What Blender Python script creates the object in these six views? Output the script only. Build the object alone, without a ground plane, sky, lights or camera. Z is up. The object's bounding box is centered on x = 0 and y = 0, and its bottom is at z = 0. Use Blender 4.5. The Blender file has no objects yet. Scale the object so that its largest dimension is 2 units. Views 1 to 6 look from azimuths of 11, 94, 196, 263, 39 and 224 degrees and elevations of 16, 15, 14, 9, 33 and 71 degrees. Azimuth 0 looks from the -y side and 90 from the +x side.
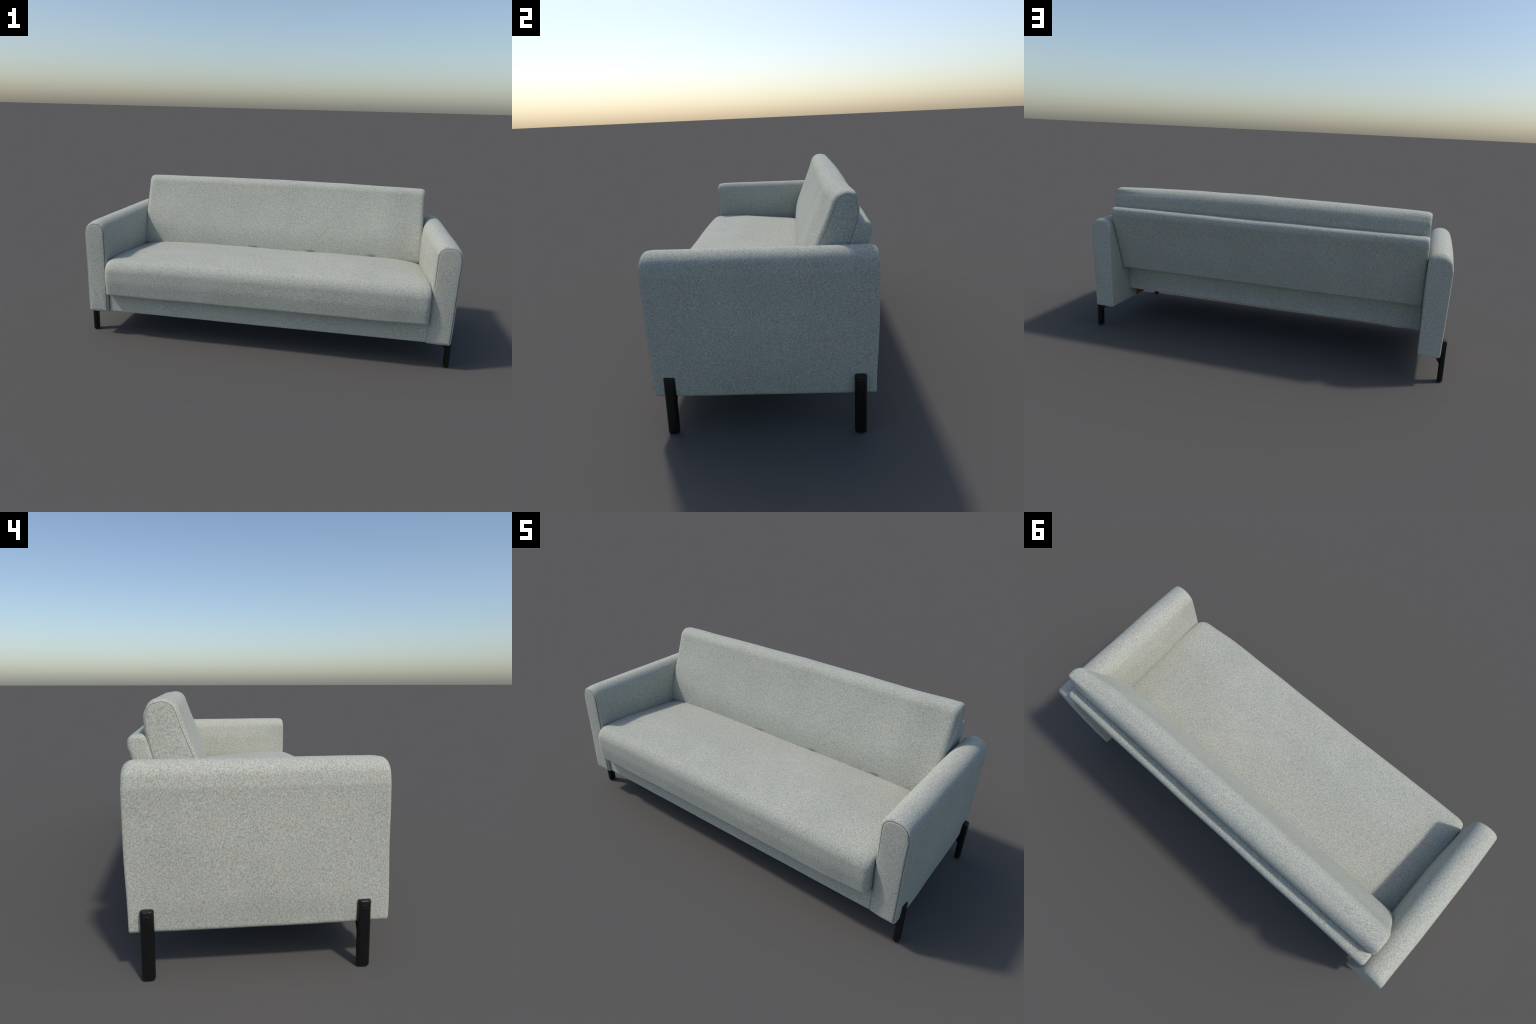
"""Three-seat sofa: slim rounded armrests, one long seat cushion, one long
leaning back cushion on a tilted backrest shell, black post legs with brackets.
Frame: metres, z up, front of the sofa faces -y."""
import bpy, math
import numpy as np
from mathutils import noise, Vector

# ------------------------------------------------------------------ sizes
ARM_IN, ARM_OUT = 0.8635, 0.9735     # inner / outer face of an armrest (|x|)
ARM_FRONT, ARM_REAR = -0.3805, 0.424  # ends of the armrest in y
ARM_LOW, ARM_TOP = 0.1405, 0.662      # underside and crest of the armrest
SEAT_END = 0.8615                    # |x| where seat and cushions stop
LEG_Y = (-0.305, 0.361)              # leg centres
LEG_TOP = 0.2195


# ------------------------------------------------------------------ geometry helpers
def rounded_outline(corners, count):
    """Closed outline through (a, b, radius) corners, each rounded by an arc,
    resampled to `count` evenly spaced points."""
    pts = []
    n = len(corners)
    for i in range(n):
        p0 = np.array(corners[i - 1][:2]); p = np.array(corners[i][:2]); p1 = np.array(corners[(i + 1) % n][:2])
        r = corners[i][2]
        u = (p0 - p) / np.linalg.norm(p0 - p)
        v = (p1 - p) / np.linalg.norm(p1 - p)
        ang = math.acos(max(-1, min(1, float(u @ v))))
        if r < 1e-5 or abs(ang - math.pi) < 1e-3:
            pts.append(p)
            continue
        t = r / math.tan(ang / 2)
        bis = (u + v) / np.linalg.norm(u + v)
        c = p + bis * r / math.sin(ang / 2)
        a, b = p + u * t - c, p + v * t - c
        a0 = math.atan2(a[1], a[0]); a1 = math.atan2(b[1], b[0])
        d = (a1 - a0 + math.pi) % (2 * math.pi) - math.pi
        for k in range(17):
            w = a0 + d * k / 16
            pts.append(c + r * np.array([math.cos(w), math.sin(w)]))
    pts = np.array(pts)
    closed = np.vstack([pts, pts[:1]])
    seg = np.linalg.norm(np.diff(closed, axis=0), axis=1)
    s = np.concatenate([[0], np.cumsum(seg)])
    q = np.linspace(0, s[-1], count, endpoint=False)
    return np.stack([np.interp(q, s, closed[:, 0]), np.interp(q, s, closed[:, 1])], 1)


def outward(outline):
    """Unit outward normals of a closed outline."""
    t = np.roll(outline, -1, 0) - np.roll(outline, 1, 0)
    nrm = np.stack([t[:, 1], -t[:, 0]], 1)
    nrm /= np.maximum(np.linalg.norm(nrm, axis=1, keepdims=True), 1e-9)
    x, y = outline[:, 0], outline[:, 1]
    area = np.sum(x * np.roll(y, -1) - np.roll(x, -1) * y)
    return nrm if area > 0 else -nrm


def smooth_ring(a, times):
    for _ in range(times):
        a = 0.5 * a + 0.25 * (np.roll(a, 1, 0) + np.roll(a, -1, 0))
    return a


def upholstered_block(outline, low, high, roll_low, roll_high, spacing, cap_bulge=0.004, steps=8):
    """Loft an outline (a, b) along an axis from `low` to `high`. Each end is
    rolled over: roll = (axial length, inset), each a number or one value per
    outline point. Returns rings [(axis, a, b)] including closing cap rings."""
    n = len(outline)
    nrm = smooth_ring(outward(outline), 2)
    full = lambda v: np.full(n, float(v)) if np.isscalar(v) else np.asarray(v, float)
    ax0, in0 = map(full, roll_low)
    ax1, in1 = map(full, roll_high)
    rings = []

    def ring(axis, inset):
        p = outline - nrm * inset[:, None]
        return np.column_stack([axis, p])

    def cap(edge, end, sign):
        c = edge[:, 1:].mean(0)
        out = []
        for k in (0.93, 0.82, 0.66, 0.48, 0.3, 0.14, 0.04):
            p = c + (edge[:, 1:] - c) * k
            out.append(np.column_stack([np.full(n, end + sign * cap_bulge * (1 - k ** 3)), p]))
        return out

    lo = [ring(low + ax0 * (1 - math.sin(f)), in0 * (1 - math.cos(f)))
          for f in np.linspace(math.pi / 2, 0, steps)]
    hi = [ring(high - ax1 * (1 - math.sin(f)), in1 * (1 - math.cos(f)))
          for f in np.linspace(0, math.pi / 2, steps)]
    rings += cap(lo[0], low, -1)[::-1] + lo
    m = max(2, int((high - low) / spacing))
    for k in range(1, m):
        w = k / m
        rings.append(lo[-1] * (1 - w) + hi[0] * w)
    rings += hi + cap(hi[-1], high, 1)
    return rings


def mesh_object(name, verts, faces, material, parent, smooth=True, angle=None):
    me = bpy.data.meshes.new(name)
    me.from_pydata([tuple(map(float, v)) for v in verts], [], faces)
    me.validate()
    import bmesh
    bm = bmesh.new(); bm.from_mesh(me)
    bmesh.ops.recalc_face_normals(bm, faces=bm.faces)
    bm.to_mesh(me); bm.free()
    me.polygons.foreach_set("use_smooth", [smooth] * len(me.polygons))
    if angle:
        me.set_sharp_from_angle(angle=math.radians(angle))
    me.materials.append(material)
    ob = bpy.data.objects.new(name, me)
    bpy.context.scene.collection.objects.link(ob)
    ob.parent = parent
    return ob


def ring_faces(count, n):
    f = []
    for i in range(count - 1):
        for j in range(n):
            k = (j + 1) % n
            f.append((i * n + j, i * n + k, (i + 1) * n + k, (i + 1) * n + j))
    f.append(tuple(range(n)))
    f.append(tuple(range((count - 1) * n, count * n))[::-1])
    return f


def ease(e0, e1, x):
    t = np.clip((x - e0) / (e1 - e0), 0, 1)
    return t * t * (3 - 2 * t)


def soft_noise(p, scale, seed):
    return noise.noise(Vector((p[0] * scale + seed, p[1] * scale - seed, p[2] * scale + 2 * seed)))


def loft_object(name, rings, order, material, parent, deform=None, wobble=0.0, wobble_scale=5.0, seed=1.0):
    """order maps ring columns (axis, a, b) to x, y, z."""
    v = np.concatenate([r[:, order] for r in rings])
    if deform:
        v = deform(v)
    if wobble:
        nz = np.array([soft_noise(p, wobble_scale, seed) + 0.5 * soft_noise(p, wobble_scale * 2.3, seed + 7) for p in v])
        mx = np.array([soft_noise(p, wobble_scale, seed + 31) for p in v])
        v = v.copy()
        v[:, 2] += wobble * nz
        v[:, 1] += wobble * mx
    return mesh_object(name, v, ring_faces(len(rings), rings[0].shape[0]), material, parent)


def seam_line(name, path, radius, parent, material):
    """Thin stitched seam running along a path."""
    n = len(path)
    t = np.gradient(path, axis=0)
    t /= np.linalg.norm(t, axis=1, keepdims=True)
    a = np.cross(t, np.array([0.31, 0.83, 0.47])); a /= np.linalg.norm(a, axis=1, keepdims=True)
    b = np.cross(t, a)
    k = 6
    v = [path[i] + radius * (math.cos(2 * math.pi * j / k) * a[i] + math.sin(2 * math.pi * j / k) * b[i]) for i in range(n) for j in range(k)]
    f = [(i * k + j, i * k + (j + 1) % k, (i + 1) * k + (j + 1) % k, (i + 1) * k + j) for i in range(n - 1) for j in range(k)]
    return mesh_object(name, v, f, material, parent)


def box_object(name, low, high, radius, material, parent, spacing=0.03, wobble=0.0, skew=0.0, swell=0.0):
    """Upholstered or wooden board with eased edges, lofted along x."""
    o = rounded_outline([(low[1], low[2], radius), (high[1], low[2], radius),
                         (high[1], high[2], radius), (low[1], high[2], radius)], 96)
    r = upholstered_block(o, low[0], high[0], (radius, radius * .9), (radius, radius * .9), spacing, 0.0, 5)
    def lean(v):
        v = v.copy()
        v[:, 1] += skew * v[:, 0]
        v[:, 1] += swell * ease(low[2] + 0.03, low[2] + 0.15, v[:, 2]) * (1 - np.abs(v[:, 0] / high[0]) ** 6) * (v[:, 1] > (low[1] + high[1]) / 2)
        return v
    return loft_object(name, r, [0, 1, 2], material, parent, lean, wobble=wobble)


# ------------------------------------------------------------------ materials
def nodes_of(name):
    m = bpy.data.materials.new(name)
    m.use_nodes = True
    return m, m.node_tree.nodes, m.node_tree.links, m.node_tree.nodes["Principled BSDF"]


def fabric_material(name, dark, mid, light):
    """Heathered felt-like weave: pale and dark fibres mottled together."""
    m, N, L, bsdf = nodes_of(name)
    co = N.new("ShaderNodeTexCoord")

    def grain(scale, detail, rough, loc=(0, 0, 0), stretch=(1, 1, 1)):
        mp = N.new("ShaderNodeMapping")
        mp.inputs["Location"].default_value = loc
        mp.inputs["Scale"].default_value = stretch
        L.new(co.outputs["Object"], mp.inputs["Vector"])
        t = N.new("ShaderNodeTexNoise")
        t.inputs["Scale"].default_value = scale
        t.inputs["Detail"].default_value = detail
        t.inputs["Roughness"].default_value = rough
        L.new(mp.outputs["Vector"], t.inputs["Vector"])
        return t.outputs["Fac"]

    def math_node(op, a, b):
        n = N.new("ShaderNodeMath"); n.operation = op
        for s, v in zip(n.inputs, (a, b)):
            if isinstance(v, (int, float)):
                s.default_value = v
            else:
                L.new(v, s)
        return n.outputs[0]

    blotch = grain(205, 3.0, 0.66)
    fibre_h = grain(260, 2.0, 0.5, (3, 1, 2), (0.55, 0.55, 1.5))
    fibre_v = grain(260, 2.0, 0.5, (7, 4, 5), (1.4, 1.4, 0.5))
    patch = grain(6, 2.0, 0.5, (1, 9, 4))
    fibre = math_node("ADD", math_node("MULTIPLY", fibre_h, 0.5), math_node("MULTIPLY", fibre_v, 0.5))
    g = math_node("ADD", math_node("MULTIPLY", blotch, 0.6), math_node("MULTIPLY", fibre, 0.4))
    g = math_node("ADD", g, math_node("MULTIPLY", math_node("SUBTRACT", patch, 0.5), 0.06))
    ramp = N.new("ShaderNodeValToRGB")
    e = ramp.color_ramp.elements
    e[0].position, e[0].color = 0.38, (*dark, 1)
    e[1].position, e[1].color = 0.62, (*light, 1)
    k = e.new(0.5); k.color = (*mid, 1)
    L.new(g, ramp.inputs["Fac"])
    # very faint drift between cooler green-grey and warmer grey threads
    tint = N.new("ShaderNodeMix"); tint.data_type = "RGBA"; tint.blend_type = "MULTIPLY"
    tint.inputs["Factor"].default_value = 1.0
    tr = N.new("ShaderNodeValToRGB")
    tr.color_ramp.elements[0].position, tr.color_ramp.elements[0].color = 0.35, (0.975, 1.0, 0.985, 1)
    tr.color_ramp.elements[1].position, tr.color_ramp.elements[1].color = 0.65, (1.0, 0.995, 0.96, 1)
    L.new(grain(14, 3.0, 0.6, (2, 5, 8)), tr.inputs["Fac"])
    L.new(ramp.outputs["Color"], tint.inputs["A"])
    L.new(tr.outputs["Color"], tint.inputs["B"])
    L.new(tint.outputs["Result"], bsdf.inputs["Base Color"])
    bsdf.inputs["Roughness"].default_value = 0.95
    bsdf.inputs["Specular IOR Level"].default_value = 0.15
    bsdf.inputs["Sheen Weight"].default_value = 0.08
    bsdf.inputs["Sheen Roughness"].default_value = 0.6
    b = N.new("ShaderNodeBump")
    b.inputs["Strength"].default_value = 0.25
    b.inputs["Distance"].default_value = 0.002
    L.new(g, b.inputs["Height"])
    L.new(b.outputs["Normal"], bsdf.inputs["Normal"])
    return m


def plain_material(name, c0, c1, scale, rough, stretch=(1, 1, 1), spec=0.5):
    m, N, L, bsdf = nodes_of(name)
    co = N.new("ShaderNodeTexCoord")
    mp = N.new("ShaderNodeMapping"); mp.inputs["Scale"].default_value = stretch
    t = N.new("ShaderNodeTexNoise"); t.inputs["Scale"].default_value = scale; t.inputs["Detail"].default_value = 4
    r = N.new("ShaderNodeValToRGB")
    r.color_ramp.elements[0].position, r.color_ramp.elements[0].color = 0.35, (*c0, 1)
    r.color_ramp.elements[1].position, r.color_ramp.elements[1].color = 0.65, (*c1, 1)
    L.new(co.outputs["Object"], mp.inputs["Vector"]); L.new(mp.outputs["Vector"], t.inputs["Vector"])
    L.new(t.outputs["Fac"], r.inputs["Fac"]); L.new(r.outputs["Color"], bsdf.inputs["Base Color"])
    bsdf.inputs["Roughness"].default_value = rough
    bsdf.inputs["Specular IOR Level"].default_value = spec
    return m


FABRIC = fabric_material("heathered_fabric", (0.290, 0.293, 0.255), (0.422, 0.425, 0.373), (0.550, 0.553, 0.490))
SEAM = plain_material("seam_thread", (0.11, 0.112, 0.105), (0.16, 0.162, 0.152), 300, 0.95, spec=0.1)
PIPING = plain_material("fabric_piping", (0.25, 0.252, 0.225), (0.31, 0.312, 0.28), 300, 0.95, spec=0.1)
BLACK = plain_material("black_lacquer", (0.003, 0.003, 0.003), (0.006, 0.006, 0.006), 40, 0.38, spec=0.4)
WOOD = plain_material("raw_wood", (0.17, 0.10, 0.045), (0.26, 0.16, 0.08), 30, 0.7, (0.3, 1, 6), 0.3)
DUST_CLOTH = plain_material("dust_cloth", (0.045, 0.045, 0.045), (0.07, 0.07, 0.068), 200, 0.95, spec=0.1)

# ------------------------------------------------------------------ the sofa
sofa = bpy.data.objects.new("sofa", None)
bpy.context.scene.collection.objects.link(sofa)
sofa["label"] = "light grey heathered fabric three-seat sofa with black legs"
sofa["category"] = "sofa"


# --- armrests: a sleeve with a round crest, and a sewn-in panel closing its front
def armrest(side):
    mid = (ARM_IN + ARM_OUT) / 2
    wide = (ARM_OUT - ARM_IN) / 2
    outline = rounded_outline([
        (ARM_IN, ARM_LOW, 0.008), (ARM_OUT - 0.004, ARM_LOW, 0.012),
        (ARM_OUT + 0.0075, ARM_TOP - 0.075, 0.05), (ARM_OUT - 0.005, ARM_TOP, 0.0535),
        (ARM_IN + 0.001, ARM_TOP, 0.0535)], 220)
    nrm = smooth_ring(outward(outline), 2)
    up = np.clip(nrm[:, 1], 0, 1) ** 0.8          # crest of the sleeve
    down = np.clip(-nrm[:, 1], 0, 1)
    out = np.clip(nrm[:, 0], 0, 1)
    front = (0.011 + 0.003 * up, 0.009 + 0.001 * up - 0.003 * out)
    crop = 0.018 if side > 0 else 0.028             # the rear top corners differ a little
    rear = (0.009 + crop * up, 0.005 + (crop - 0.002) * up)
    rings = upholstered_block(outline, ARM_FRONT, ARM_REAR, front, rear, 0.02, 0.001)

    def place(v):
        v = v.copy()
        y, z = v[:, 1], v[:, 2]
        along = ease(ARM_FRONT, -0.12, y) * (1 - ease(0.12, ARM_REAR, y))
        low = ease(ARM_LOW - 0.02, 0.26, z) * (1 - ease(0.36, 0.60, z))
        # plump outer face, widest below the middle and flared at the lower front corner
        flare = (1 - ease(ARM_FRONT, 0.30, y)) * (1 - ease(ARM_LOW, 0.52, z))
        outer = 0.003 + 0.005 * along + (0.007 if side > 0 else 0.001) * (1 - ease(ARM_FRONT, 0.05, y)) + 0.010 * along * low + (0.008 if side > 0 else 0.006) * flare
        # stuffed inner face, fullest above the seat
        inner = 0.014 * along * ease(0.30, 0.46, z) * (1 - ease(0.54, 0.66, z))
        v[:, 0] += np.clip((v[:, 0] - mid) / wide, 0, 1) * outer - np.clip((mid - v[:, 0]) / wide, 0, 1) * inner
        # front edge: one arm is set back a little (most at its inner foot), the other leans forward
        fr = 1 - ease(ARM_FRONT, ARM_FRONT + 0.25, y)
        foot = 1 - ease(ARM_LOW, 0.6, z)
        if side > 0:
            v[:, 1] += fr * (0.008 + 0.006 * foot + 0.006 * np.clip((mid - v[:, 0]) / wide, 0, 1) * foot)
        else:
            v[:, 1] -= 0.007 * fr * foot
        v[:, 1] -= 0.006 * ease(0.2, ARM_REAR, y) * (1 - ease(ARM_LOW, 0.45, z))
        # crest sinks slightly towards the front seam
        v[:, 2] -= 0.006 * (1 - ease(ARM_FRONT - 0.01, ARM_FRONT + 0.05, y)) * ease(0.5, 0.64, z)
        v[:, 0] *= side
        return v
    arm = loft_object("armrest", rings, [1, 0, 2], FABRIC, sofa, place, 0.0012, 7, 3.0 + side)

    # front panel: same outline drawn in by the seam allowance
    edge = smooth_ring(outline - nrm * (front[1] + 0.0010)[:, None], 1)
    panel = upholstered_block(edge, ARM_FRONT - 0.0035, ARM_FRONT + 0.012, (0.0045, 0.005), (0.003, 0.002), 0.004, 0.002, 7)
    loft_object("armrest_panel", panel, [1, 0, 2], FABRIC, arm, place, 0.0012, 7, 3.0 + side)
    loop = np.column_stack([outline[:, 0], np.full(len(outline), ARM_FRONT - 0.0002), outline[:, 1]])
    loop[:, [0, 2]] -= nrm * (front[1] + 0.0006)[:, None]
    start = int(np.argmin(outline[:, 0] + 0.0 * outline[:, 1] + 10 * (outline[:, 1] > ARM_LOW + 0.01)))
    loop = np.roll(loop, -start, 0)                     # begin at the inner foot
    inner_end = 0.44 if side > 0 else ARM_LOW + 0.02     # the seam dives behind the seat on one side
    keep = np.where(loop[:, 0] < mid, loop[:, 2] > inner_end, loop[:, 2] > ARM_LOW + 0.02)
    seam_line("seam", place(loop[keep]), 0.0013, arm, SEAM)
    return arm


arms = {s: armrest(s) for s in (-1, 1)}

# --- seat cushion: long block, rounded nose, dipping towards the back
seat_outline = rounded_outline([
    (-0.412, 0.255, 0.008), (0.236, 0.255, 0.02), (0.236, 0.416, 0.03),
    (0.11, 0.437, 0.3), (-0.18, 0.462, 0.4), (-0.420, 0.449, 0.062),
    (-0.422, 0.340, 0.3)], 260)
sn = smooth_ring(outward(seat_outline), 2)
nose = np.clip(-sn[:, 0], 0, 1)
crest = np.clip(sn[:, 1], 0, 1)
seat_roll = (smooth_ring(0.012 + 0.017 * nose + 0.05 * crest, 12), smooth_ring(0.008 + 0.011 * nose + 0.010 * crest, 12))


def seat_shape(v):
    v = v.copy()
    x, y, z = v[:, 0], v[:, 1], v[:, 2]
    crown = 1 - np.abs(x / SEAT_END) ** 2.5
    # stuffing: fullest in the two sitting places, thinner in the middle and at the ends
    humps = np.exp(-((np.abs(x) - 0.46) / 0.24) ** 2) * np.exp(-((y + 0.10) / 0.22) ** 2)
    v[:, 2] += (0.010 * crown + 0.013 * humps) * ease(0.33, 0.45, z)
    v[:, 2] -= 0.012 * ease(0.70, 0.86, np.abs(x)) * ease(-0.32, -0.1, y) * ease(0.38, 0.43, z)
    # the cushion lies slightly askew: one end comes further forward
    v[:, 1] += (0.010 * ease(0.62, 0.86, x) - 0.007 * ease(0.0, 0.8, -x)) * (1 - ease(-0.40, -0.1, y))
    return v


loft_object("seat_cushion", upholstered_block(seat_outline, -SEAT_END, SEAT_END, seat_roll, seat_roll, 0.02, 0.001),
            [0, 1, 2], FABRIC, sofa, seat_shape, 0.0022, 4.5, 11.0)

# --- back cushion: tall wedge leaning on the backrest
cushion_outline = rounded_outline([
    (0.138, 0.408, 0.030), (0.285, 0.402, 0.02), (0.360, 0.742, 0.10), (0.367, 0.830, 0.058),
    (0.252, 0.850, 0.052), (0.200, 0.69, 0.4), (0.143, 0.520, 0.38)], 260)
cn = smooth_ring(outward(cushion_outline), 2)
face = np.clip(-cn[:, 0], 0, 1)
top = np.clip(cn[:, 1], 0, 1)
hinge = ease(0.42, 0.56, cushion_outline[:, 1])
cushion_roll = (0.012 + 0.014 * face + 0.012 * top, 0.009 + 0.009 * face * hinge + 0.003 * top)


def cushion_shape(v):
    v = v.copy()
    x, y, z = v[:, 0].copy(), v[:, 1].copy(), v[:, 2].copy()
    forward = np.clip((0.215 + 0.36 * (z - 0.42) - y) / 0.05, 0, 1)   # 1 on the face, 0 at the rear
    side = np.abs(x)
    v[:, 1] += forward * ((0.013 + 0.009 * np.tanh(x / 0.2)) * ease(0.62, 0.87, side) * (0.3 + 0.7 * ease(0.44, 0.60, z))
                          + ease(0.52, 0.80, z) * (0.006 + 0.005 * ease(0.3, 0.8, side) + 0.006 * ease(-0.3, 0.6, x)))
    v[:, 1] += (1 - forward) * (0.008 * (1 - (side / 0.87) ** 4) + 0.007 * ease(0.5, 0.85, x)) * ease(0.6, 0.75, z)
    # little tucks where the face is pulled into the joint
    for tx in (-0.14, 0.215, 0.58):
        g = np.exp(-((x - tx) / 0.017) ** 2) * forward
        v[:, 1] += 0.010 * g * (1 - ease(0.440, 0.454, z))
    v[:, 2] += 0.010 * (1 - np.abs(x / SEAT_END) ** 2.2) * ease(0.55, 0.84, z) - (0.005 + 0.004 * ease(0.3, 0.86, x)) * ease(0.55, 0.84, z)
    return v


cushion = loft_object("back_cushion", upholstered_block(cushion_outline, -0.860, 0.860, cushion_roll, cushion_roll, 0.02, 0.002),
                      [0, 1, 2], FABRIC, sofa, cushion_shape, 0.0022, 4.0, 23.0)
for s in (-1, 1):
    inset = cushion_outline - cn * (cushion_roll[1] * 0.75)[:, None]
    seam_line("seam", cushion_shape(np.column_stack([np.full(len(inset), s * 0.8602) - s * 0.032 * cushion_roll[0], inset]))[30:-20], 0.0009, cushion, PIPING)

# --- backrest shell behind the cushion
shell_outline = rounded_outline([
    (0.236, 0.3615, 0.006), (0.311, 0.3615, 0.008), (0.364, 0.53, 0.7), (0.419, 0.697, 0.05), (0.409, 0.727, 0.022),
    (0.357, 0.731, 0.024)], 220)


def shell_shape(v):
    v = v.copy()
    x, y, z = v[:, 0], v[:, 1], v[:, 2]
    rear = np.clip((y - 0.27 - 0.33 * (z - 0.36)) / 0.03, 0, 1)
    v[:, 1] += 0.007 * rear * (1 - np.abs(x / 0.8625) ** 4) * (1 - ease(0.45, 0.68, z))
    return v


loft_object("backrest", upholstered_block(shell_outline, -0.8625, 0.8625, (0.018, 0.014), (0.018, 0.014), 0.02, 0.001),
            [0, 1, 2], FABRIC, sofa, shell_shape, 0.0018, 4.5, 41.0)

# --- base: upholstered rails, wooden side boards and a dark cloth underneath
box_object("base_rail", (-0.8600, -0.370, 0.147), (0.8670, -0.324, 0.262), 0.005, FABRIC, sofa, 0.03, 0.001, 0.008)
box_object("base_panel", (-0.8630, 0.205, 0.2095), (0.8630, 0.241, 0.400), 0.005, FABRIC, sofa, 0.03, 0.001, 0.0, 0.018)
for s in (-1, 1):
    a, b = sorted((0.854 if s > 0 else -0.861, s * 0.8645))
    box_object("wooden_rail", (a, -0.322, 0.151), (b, 0.172, 0.252), 0.002, WOOD, sofa)
box_object("underside_cloth", (-0.853, -0.322, 0.236), (0.853, 0.204, 0.2535), 0.002, DUST_CLOTH, sofa)


# --- legs: flattened round posts clipped onto the outside of the arms
def leg_mesh():
    o = rounded_outline([(-0.0145, -0.0208, 0.012), (0.0125, -0.0208, 0.0125), (0.0125, 0.0208, 0.0125), (-0.0145, 0.0208, 0.012)], 64)
    rings = upholstered_block(o, 0.0, LEG_TOP, (0.007, 0.006), (0.004, 0.005), 0.05, 0.0, 5)
    return rings


first = {}
for s in (-1, 1):
    for y in LEG_Y:
        x = s * 0.9862
        if "leg" not in first:
            leg = loft_object("leg", leg_mesh(), [1, 2, 0], BLACK, sofa)
            leg.data.set_sharp_from_angle(angle=math.radians(50))
            # bolt: shallow domed screw head near the top
            k = 24
            rr = [(0.0075, 0.0), (0.0075, 0.0006), (0.0062, 0.0011), (0.004, 0.0012), (0.003, 0.0006), (0.0006, 0.0006)]
            v = [(h, r * math.cos(2 * math.pi * i / k), r * math.sin(2 * math.pi * i / k)) for r, h in rr for i in range(k)]
            bolt = mesh_object("bolt", v, ring_faces(len(rr), k), BLACK, leg)
            bolt.location = (0.0125, 0, 0.197)
            # bracket: gusset under the arm, behind the post
            h = 0.015
            prof = [(-0.008, 0.092), (-0.0140, 0.095), (-0.044, 0.1415), (-0.008, 0.1415)]
            v = [(a, yy, b) for yy in (-h, h) for a, b in prof]
            f = [(0, 1, 2, 3), (7, 6, 5, 4)] + [(i, (i + 1) % 4, 4 + (i + 1) % 4, 4 + i) for i in range(4)]
            bracket = mesh_object("bracket", v, f, BLACK, leg, smooth=False)
            first.update(leg=leg, bolt=bolt, bracket=bracket)
        else:
            leg = first["leg"].copy()
            bpy.context.scene.collection.objects.link(leg)
            for part in ("bolt", "bracket"):
                c = first[part].copy()
                bpy.context.scene.collection.objects.link(c)
                c.parent = leg
        leg.location = (x, y, 0)
        leg.rotation_euler = (0, 0, 0 if s > 0 else math.pi)
